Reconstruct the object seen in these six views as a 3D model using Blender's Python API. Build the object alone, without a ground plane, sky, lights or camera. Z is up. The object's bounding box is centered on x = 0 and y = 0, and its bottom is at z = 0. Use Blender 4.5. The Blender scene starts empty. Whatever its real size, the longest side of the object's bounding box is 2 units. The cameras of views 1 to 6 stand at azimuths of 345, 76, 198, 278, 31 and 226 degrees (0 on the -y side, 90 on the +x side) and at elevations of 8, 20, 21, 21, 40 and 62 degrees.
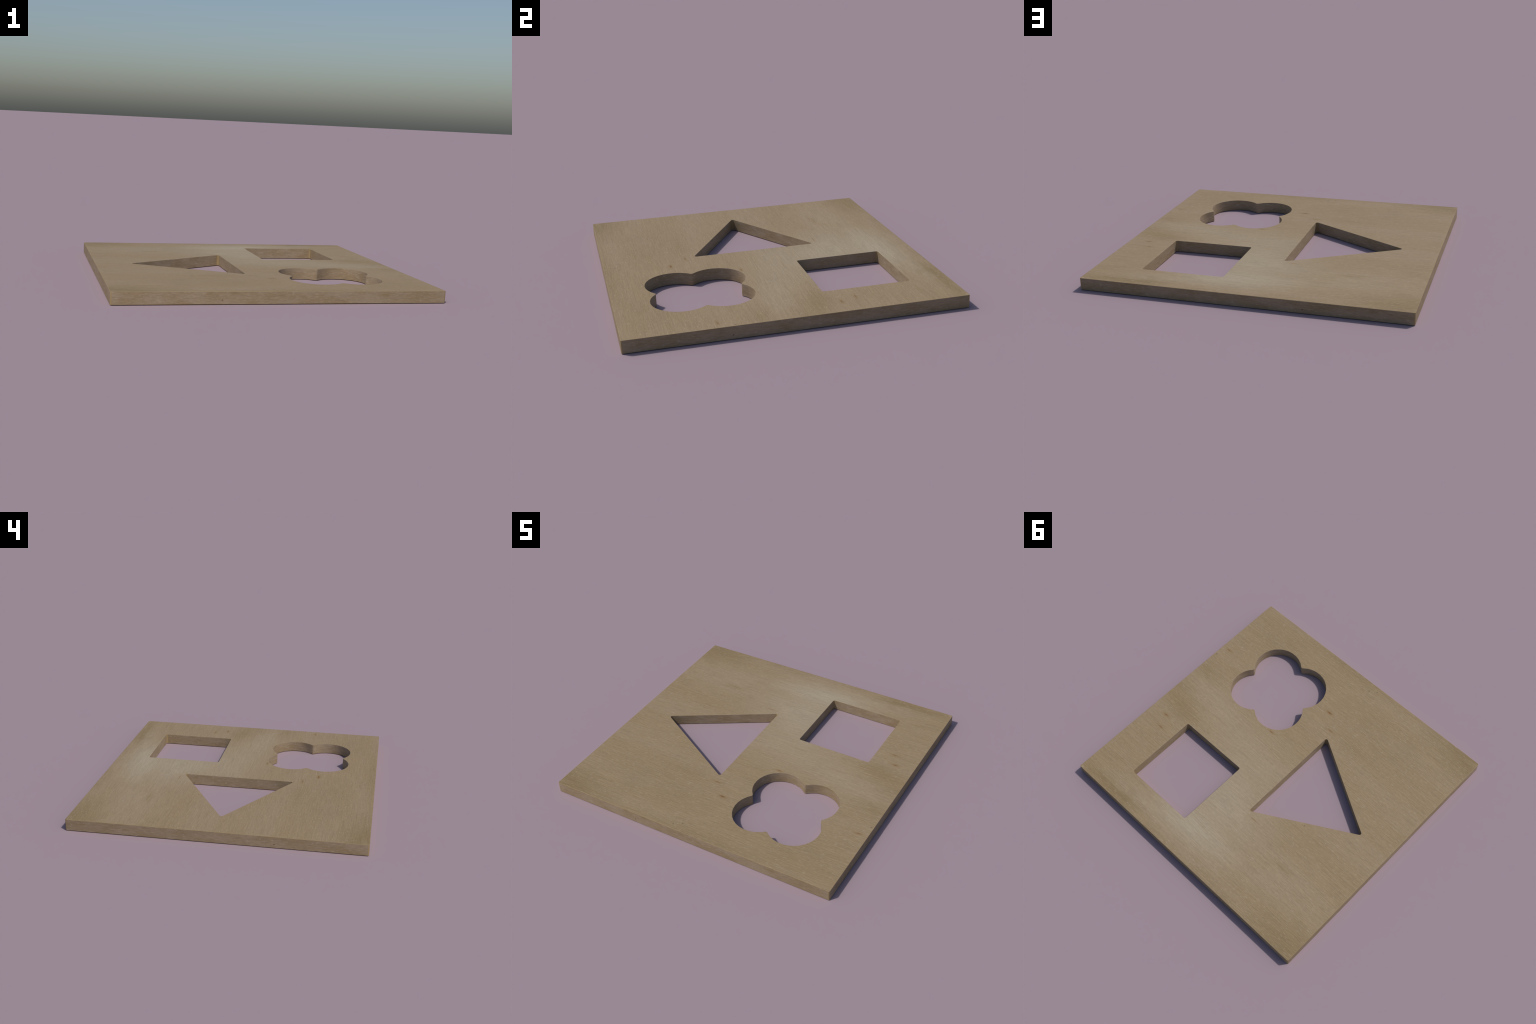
"""A flat square wooden shape-sorter board: a 210 x 200 x 7.5 mm sheet of pale veneered
wood with a square, an equilateral triangle and a four-lobed flower sawn through it."""
import bpy, bmesh, math
from mathutils import Vector
from mathutils.geometry import tessellate_polygon

# ------------------------------------------------------------------ sizes (metres, frame scale)
HALF_X, HALF_Y = 1.0, 0.9524
THICK = 0.0736
EDGE = 0.0018            # small chamfer that runs round every rim
HOLE_EDGE = 0.0010       # edges of the cut-outs are only just broken
CORNER = 0.0100          # radius of the upright corners
SQUARE_CENTRE, SQUARE_HALF = (0.4372, 0.4632), 0.2634
TRIANGLE_BACK_X, TRIANGLE_SIDE, TRIANGLE_Y = -0.0970, 0.7825, -0.0002
FLOWER_CENTRE, LOBE_OFFSET, LOBE_RADIUS = (0.4370, -0.4508), 0.1238, 0.1728
LOBE_SEGMENTS = 15
WALL, RIM, VENEER = 1, 2, 0


# ------------------------------------------------------------------ outlines
def fillet(corner, towards_a, towards_b, radius, segments=5):
    """Round one corner; returns the arc's points from the a side to the b side."""
    c = Vector(corner)
    a = (Vector(towards_a) - c).normalized()
    b = (Vector(towards_b) - c).normalized()
    half = a.angle(b) / 2
    reach = radius / math.tan(half)
    centre = c + (a + b).normalized() * (radius / math.sin(half))
    p, q = c + a * reach - centre, c + b * reach - centre
    sweep = p.angle_signed(q)              # clockwise positive
    pts = []
    for i in range(segments + 1):
        t = -sweep * i / segments
        pts.append((centre.x + p.x * math.cos(t) - p.y * math.sin(t),
                    centre.y + p.x * math.sin(t) + p.y * math.cos(t)))
    return pts


def rounded_polygon(corners, radius):
    """Points plus a flag per following edge: True where the edge belongs to a rounded corner."""
    pts, flags = [], []
    n = len(corners)
    for i in range(n):
        arc = fillet(corners[i], corners[i - 1], corners[(i + 1) % n], radius)
        pts += arc
        flags += [True] * (len(arc) - 1) + [False]
    return pts, flags


def flower_outline():
    cx, cy = FLOWER_CENTRE
    d, r = LOBE_OFFSET, LOBE_RADIUS
    notch = d + math.sqrt(r * r - d * d)
    trim = 0.0095                           # the cusps between lobes are sawn slightly blunt
    pts = []
    for k in range(4):
        turn = math.pi / 2 * k
        start = math.atan2(-d, notch - d) + trim / r
        sweep = 2 * (math.pi / 4 - start)
        lobe = []
        for i in range(LOBE_SEGMENTS + 1):
            a = start + sweep * i / LOBE_SEGMENTS
            lobe.append((d + r * math.cos(a), d + r * math.sin(a)))
        # rounded nose of the cusp that follows this lobe (on the lobe-space +y axis)
        e = lobe[-1]
        lobe.append((e[0] * 0.42, notch + 0.0050))
        for x, y in lobe:
            pts.append((cx + x * math.cos(turn) - y * math.sin(turn),
                        cy + x * math.sin(turn) + y * math.cos(turn)))
        # mirror nose point on the other side of the axis
        x, y = -e[0] * 0.42, notch + 0.0050
        pts.append((cx + x * math.cos(turn) - y * math.sin(turn),
                    cy + x * math.sin(turn) + y * math.cos(turn)))
    return pts, [False] * len(pts)


def offset(pts, dist):
    """Mitred offset to the right of the travel direction (outwards for CCW loops)."""
    out, n = [], len(pts)
    for i in range(n):
        p0, p1, p2 = Vector(pts[i - 1]), Vector(pts[i]), Vector(pts[(i + 1) % n])
        e1, e2 = (p1 - p0).normalized(), (p2 - p1).normalized()
        n1, n2 = Vector((e1.y, -e1.x)), Vector((e2.y, -e2.x))
        m = (n1 + n2).normalized()
        p = p1 + m * (dist / max(0.35, m.dot(n1)))
        out.append((p.x, p.y))
    return out


def build_board():
    sq = SQUARE_HALF
    sx, sy = SQUARE_CENTRE
    h = TRIANGLE_SIDE * math.sqrt(3) / 2
    outer = rounded_polygon([(-HALF_X, -HALF_Y), (HALF_X, -HALF_Y),
                             (HALF_X, HALF_Y), (-HALF_X, HALF_Y)], CORNER * 0.9)
    square = rounded_polygon([(sx - sq, sy - sq), (sx + sq, sy - sq),
                              (sx + sq, sy + sq), (sx - sq, sy + sq)], CORNER * 1.3)
    tri = rounded_polygon([(TRIANGLE_BACK_X, TRIANGLE_Y - TRIANGLE_SIDE / 2),
                           (TRIANGLE_BACK_X, TRIANGLE_Y + TRIANGLE_SIDE / 2),
                           (TRIANGLE_BACK_X - h, TRIANGLE_Y)], CORNER * 1.3)
    flower = flower_outline()

    bm = bmesh.new()
    caps = {0: [], 1: []}
    for hole, (rim, flags) in ((False, outer), (True, square), (True, tri), (True, flower)):
        # hole outlines are the visible mouth of the cut; the wall stands one edge width further in
        edge = HOLE_EDGE if hole else EDGE
        tight = offset(rim, -edge)
        mid = offset(rim, -edge * 0.29)
        wall_line, mouth = (tight, rim) if hole else (rim, tight)
        mid = offset(rim, -edge * 0.71) if hole else mid
        levels = [(mouth, 0.0), (mid, edge * 0.29), (wall_line, edge),
                  (wall_line, THICK - edge), (mid, THICK - edge * 0.29), (mouth, THICK)]
        rings = [[bm.verts.new((x, y, z)) for x, y in line] for line, z in levels]
        n = len(rim)
        for li in range(len(rings) - 1):
            for i in range(n):
                j = (i + 1) % n
                quad = (rings[li][i], rings[li][j], rings[li + 1][j], rings[li + 1][i])
                f = bm.faces.new(quad if not hole else quad[::-1])
                f.smooth = True
                f.material_index = WALL if (not flags[i] and (hole or li == 2)) else RIM
        for li in range(len(rings)):
            for i in range(n):
                bm.edges.get((rings[li][i], rings[li][(i + 1) % n])).smooth = False
        caps[0].append(rings[0])
        caps[1].append(rings[-1])
    for side, loops in caps.items():
        flat = [v for loop in loops for v in loop]
        for tri_idx in tessellate_polygon([[v.co for v in loop] for loop in loops]):
            f = bm.faces.new([flat[i] for i in tri_idx])
            f.material_index = VENEER
            f.normal_update()
            if (f.normal.z > 0) != (side == 1):
                f.normal_flip()
    # upright edges: keep gentle bends smooth, everything sharper than this crisp
    bm.normal_update()
    for e in bm.edges:
        if len(e.link_faces) == 2 and e.smooth and e.calc_face_angle(0) > math.radians(34):
            e.smooth = False
    mesh = bpy.data.meshes.new("wooden_shape_board")
    bm.to_mesh(mesh)
    bm.free()
    return mesh


# ------------------------------------------------------------------ materials
class Nodes:
    """Small helper for wiring shader nodes."""

    def __init__(self, name):
        self.mat = bpy.data.materials.new(name)
        self.mat.use_nodes = True
        self.tree = self.mat.node_tree
        self.tree.nodes.clear()
        self.coord = self.new("ShaderNodeTexCoord").outputs["Object"]

    def new(self, kind):
        return self.tree.nodes.new(kind)

    def put(self, socket, value):
        if hasattr(value, "is_linked"):
            self.tree.links.new(value, socket)
        else:
            socket.default_value = value

    def vec(self, op, a, b=None):
        n = self.new("ShaderNodeVectorMath")
        n.operation = op
        self.put(n.inputs[0], a)
        if b is not None:
            self.put(n.inputs[1], b)
        return n.outputs["Value" if op == "LENGTH" else "Vector"]

    def math(self, op, a, b, clamp=False):
        n = self.new("ShaderNodeMath")
        n.operation, n.use_clamp = op, clamp
        self.put(n.inputs[0], a)
        self.put(n.inputs[1], b)
        return n.outputs[0]

    def noise(self, scale, shift=(0, 0, 0), detail=3.0, rough=0.55, at=None):
        v = self.vec("MULTIPLY", at or self.coord, scale)
        v = self.vec("ADD", v, shift)
        n = self.new("ShaderNodeTexNoise")
        n.inputs["Scale"].default_value = 1.0
        n.inputs["Detail"].default_value = detail
        n.inputs["Roughness"].default_value = rough
        self.put(n.inputs["Vector"], v)
        return n.outputs[0]

    def remap(self, value, lo, hi, a=0.0, b=1.0, smooth=True):
        n = self.new("ShaderNodeMapRange")
        n.interpolation_type = "SMOOTHSTEP" if smooth else "LINEAR"
        self.put(n.inputs["Value"], value)
        for key, v in (("From Min", lo), ("From Max", hi), ("To Min", a), ("To Max", b)):
            n.inputs[key].default_value = v
        return n.outputs["Result"]

    def mix(self, fac, a, b, blend="MIX"):
        n = self.new("ShaderNodeMix")
        n.data_type, n.blend_type = "RGBA", blend
        self.put(n.inputs["Factor"], fac)
        for idx, v in ((6, a), (7, b)):
            self.put(n.inputs[idx], v if hasattr(v, "is_linked") else (*v, 1.0))
        return n.outputs[2]

    def grey(self, value):
        n = self.new("ShaderNodeCombineColor")
        for s in n.inputs[:3]:
            self.put(s, value)
        return n.outputs[0]

    def blob(self, centre, radii, strength=1.0, core=0.0, at=None):
        """Soft ellipsoid mask: strength inside core, 0 at the radii."""
        v = self.vec("SUBTRACT", at or self.coord, centre)
        v = self.vec("MULTIPLY", v, tuple(1.0 / r if r else 0.0 for r in radii))
        return self.remap(self.vec("LENGTH", v), core, 1.0, strength, 0.0)

    def finish(self, colour, height=None, strength=0.1, rough=0.62):
        bsdf = self.new("ShaderNodeBsdfPrincipled")
        out = self.new("ShaderNodeOutputMaterial")
        self.put(bsdf.inputs["Base Color"], colour)
        self.put(bsdf.inputs["Roughness"], rough)
        bsdf.inputs["Specular IOR Level"].default_value = 0.22
        if height is not None:
            b = self.new("ShaderNodeBump")
            b.inputs["Strength"].default_value = strength
            b.inputs["Distance"].default_value = 0.002
            self.put(b.inputs["Height"], height)
            self.put(bsdf.inputs["Normal"], b.outputs[0])
        self.tree.links.new(bsdf.outputs[0], out.inputs["Surface"])
        return self.mat


TAN = (0.307, 0.221, 0.121)
ROSY = (0.330, 0.247, 0.156)
AMBER = (0.266, 0.187, 0.085)
PALE = (0.410, 0.345, 0.245)

# knots: x, y, half length along the grain, half width, darkness
KNOTS = [
    (0.935, -0.444, 0.040, 0.011, 0.60), (0.868, 0.257, 0.034, 0.010, 0.70),
    (0.823, 0.352, 0.040, 0.010, 0.55), (0.221, -0.156, 0.034, 0.009, 0.65),
    (0.026, -0.553, 0.036, 0.011, 0.95), (-0.080, -0.447, 0.042, 0.009, 0.60),
    (-0.168, 0.413, 0.050, 0.008, 0.40),
]
# pin-head specks: x, y, radius, darkness
SPECKS = [(-0.447, 0.211, 0.0065, 0.65), (-0.056, -0.884, 0.009, 0.5), (-0.106, -0.914, 0.008, 0.6),
          (-0.349, -0.747, 0.008, 0.35), (0.983, -0.359, 0.010, 0.4)]
# honey tints, edge vignette painted in: x, y, half length, half width, strength
DARKENED_PATCHES = [(0.86, 0.13, 0.20, 0.17, 0.45), (0.98, 0.02, 0.20, 0.16, 0.35),
          (-0.58, 0.53, 0.16, 0.035, 0.50), (0.72, 0.90, 0.45, 0.09, 0.75),
          (0.20, 1.00, 0.55, 0.10, 0.55), (-0.30, 1.00, 0.50, 0.14, 0.55),
          (-0.95, -0.93, 0.55, 0.26, 0.85), (0.10, -0.98, 0.90, 0.16, 0.45),
          (-0.45, -0.62, 0.60, 0.26, 0.25), (0.72, -0.74, 0.40, 0.20, 0.25),
          (0.95, -0.22, 0.22, 0.10, 0.35), (-0.95, 0.95, 0.55, 0.28, 0.80),
          (0.62, 0.84, 0.12, 0.05, 0.40), (-0.35, -0.45, 0.30, 0.10, 0.30)]
# glare sheen painted pale onto the top: x, y, half length, half width, strength
PAINTED_GLARE = [(0.10, 0.76, 0.60, 0.20, 0.62), (0.10, 0.55, 0.55, 0.42, 0.42),
            (0.15, 0.22, 0.75, 0.55, 0.40), (0.50, -0.02, 0.50, 0.22, 0.20), (-0.55, 0.62, 0.65, 0.30, 0.20),
            (0.78, -0.10, 0.35, 0.20, 0.22), (0.62, 0.84, 0.45, 0.10, 0.25)]


def veneer_material():
    m = Nodes("veneer")
    wobble = m.noise((2.2, 5.0, 1.0), (3.1, 0.4, 0), 3.0)
    shift = m.new("ShaderNodeCombineXYZ")
    m.put(shift.inputs["Y"], m.remap(wobble, 0.2, 0.8, -0.03, 0.03, False))
    m.put(shift.inputs["X"], m.remap(wobble, 0.2, 0.8, 0.10, -0.10, False))
    warped = m.vec("ADD", m.coord, shift.outputs[0])

    broad = m.noise((0.9, 4.5, 1), (7.3, 2.2, 0), 3.0, 0.55, warped)
    col = m.mix(m.remap(broad, 0.30, 0.74, 0.15, 0.75), TAN, ROSY)
    yellow = m.noise((1.2, 9.0, 1), (1.7, 5.9, 0), 3.0, 0.55, warped)
    col = m.mix(m.remap(yellow, 0.50, 0.74, 0, 0.18), col, AMBER)
    blot = m.noise((9.0, 26.0, 1), (0.3, 8.8, 0), 3.0, 0.6)
    col = m.mix(m.remap(blot, 0.50, 0.75, 0, 0.24), col, AMBER)
    band = m.noise((2.5, 55.0, 1), (6.6, 0.8, 0), 3.0, 0.6)
    col = m.mix(m.remap(band, 0.48, 0.72, 0, 0.25), col, ROSY)

    fray = m.remap(m.noise((5.0, 34.0, 1), (4.4, 4.4, 0), 4.0, 0.65), 0.25, 0.65, 0.35, 1.0)
    pale = None
    for x, y, rx, ry, s in PAINTED_GLARE:
        b = m.blob((x, y, 0), (rx, ry, 0), s, 0.0, warped)
        pale = b if pale is None else m.math("ADD", pale, b, True)
    pale = m.math("MULTIPLY", pale, m.remap(m.noise((4.0, 60.0, 1), (3.3, 2.1, 0), 4.0, 0.65), 0.25, 0.7, 0.75, 1.2, False), True)
    col = m.mix(pale, col, PALE)
    darkening = None
    for x, y, rx, ry, s in DARKENED_PATCHES:
        b = m.blob((x, y, 0), (rx, ry, 0), s, 0.0, warped)
        darkening = b if darkening is None else m.math("MAXIMUM", darkening, b)
    col = m.mix(m.math("MULTIPLY", darkening, fray), col, (0.226, 0.161, 0.074))

    # grain: long soft streaks, short bright flecks, short dark pores, all along x
    streak = m.noise((6.0, 140.0, 1), (2.0, 0, 0), 3.0, 0.6)
    fibre = m.noise((38.0, 260.0, 1), (0, 9.0, 0), 3.0, 0.65)
    grain = m.math("MULTIPLY", m.remap(streak, 0.28, 0.72, 0.88, 1.12, False),
                   m.remap(fibre, 0.25, 0.75, 0.86, 1.14, False))
    col = m.mix(1.0, col, m.grey(grain), "MULTIPLY")
    fleck = m.noise((32.0, 190.0, 1), (5.0, 1.0, 0), 2.0, 0.5)
    col = m.mix(m.remap(fleck, 0.58, 0.74, 0, 0.55), col, (0.455, 0.375, 0.27))
    pore = m.noise((34.0, 190.0, 1), (1.0, 7.0, 0), 2.0, 0.5)
    col = m.mix(m.remap(pore, 0.60, 0.78, 0, 0.32), col, (0.175, 0.125, 0.062))

    for x, y, rx, ry, s in KNOTS:
        halo = m.blob((x, y, 0), (rx * 1.8, ry * 2.0, 0), s * 0.55)
        col = m.mix(halo, col, (0.225, 0.135, 0.042))
        col = m.mix(m.blob((x, y, 0), (rx * 0.80, ry * 0.70, 0), s), col, (0.185, 0.070, 0.016))
    for x, y, r, s in SPECKS:
        col = m.mix(m.blob((x, y, 0), (r, r * 0.9, 0), s, 0.2), col, (0.09, 0.062, 0.03))
    return m.finish(col, grain, 0.12)


def wall_material():
    """Sawn edges: greyer wood with short level fibres on every upright face."""
    m = Nodes("sawn_edge_wood")
    broad = m.noise((6.0, 6.0, 18.0), (2.5, 1.5, 0), 3.0, 0.6)
    col = m.mix(m.remap(broad, 0.35, 0.65), (0.288, 0.212, 0.123), (0.326, 0.250, 0.165))
    tint = m.noise((7.0, 7.0, 30.0), (9.5, 3.5, 1.0), 3.0, 0.6)
    col = m.mix(m.remap(tint, 0.55, 0.78, 0, 0.5), col, (0.262, 0.188, 0.090))
    streak = m.noise((24.0, 24.0, 130.0), (0, 0, 3.0), 3.0, 0.65)
    col = m.mix(1.0, col, m.grey(m.remap(streak, 0.25, 0.75, 0.84, 1.16, False)), "MULTIPLY")
    fleck = m.noise((40.0, 40.0, 150.0), (4.0, 2.0, 5.0), 2.0, 0.5)
    col = m.mix(m.remap(fleck, 0.56, 0.74, 0, 0.5), col, (0.46, 0.38, 0.28))
    for p in ((-0.375, -0.9524, 0.0240), (-1.0, -0.375, 0.0248), (1.0, -0.375, 0.0240),
              (-0.374, 0.9524, 0.0232)):
        col = m.mix(m.blob(p, (0.0075, 0.0075, 0.0065), 0.7, 0.2), col, (0.10, 0.06, 0.035))
    return m.finish(col, streak, 0.12, 0.7)


def rim_material():
    """Thin honey-coloured rounded edges and upright corners."""
    m = Nodes("honey_edge_wood")
    n = m.noise((20.0, 20.0, 20.0), (0, 0, 0), 3.0)
    col = m.mix(m.remap(n, 0.3, 0.7), (0.310, 0.222, 0.112), (0.350, 0.258, 0.138))
    return m.finish(col, None, 0, 0.65)


mesh = build_board()
for mat in (veneer_material(), wall_material(), rim_material()):
    mesh.materials.append(mat)
board = bpy.data.objects.new("wooden_shape_board", mesh)
bpy.context.scene.collection.objects.link(board)
board["label"] = "flat pale wooden board with square, triangle and flower cutouts"
board["category"] = "shape sorter"
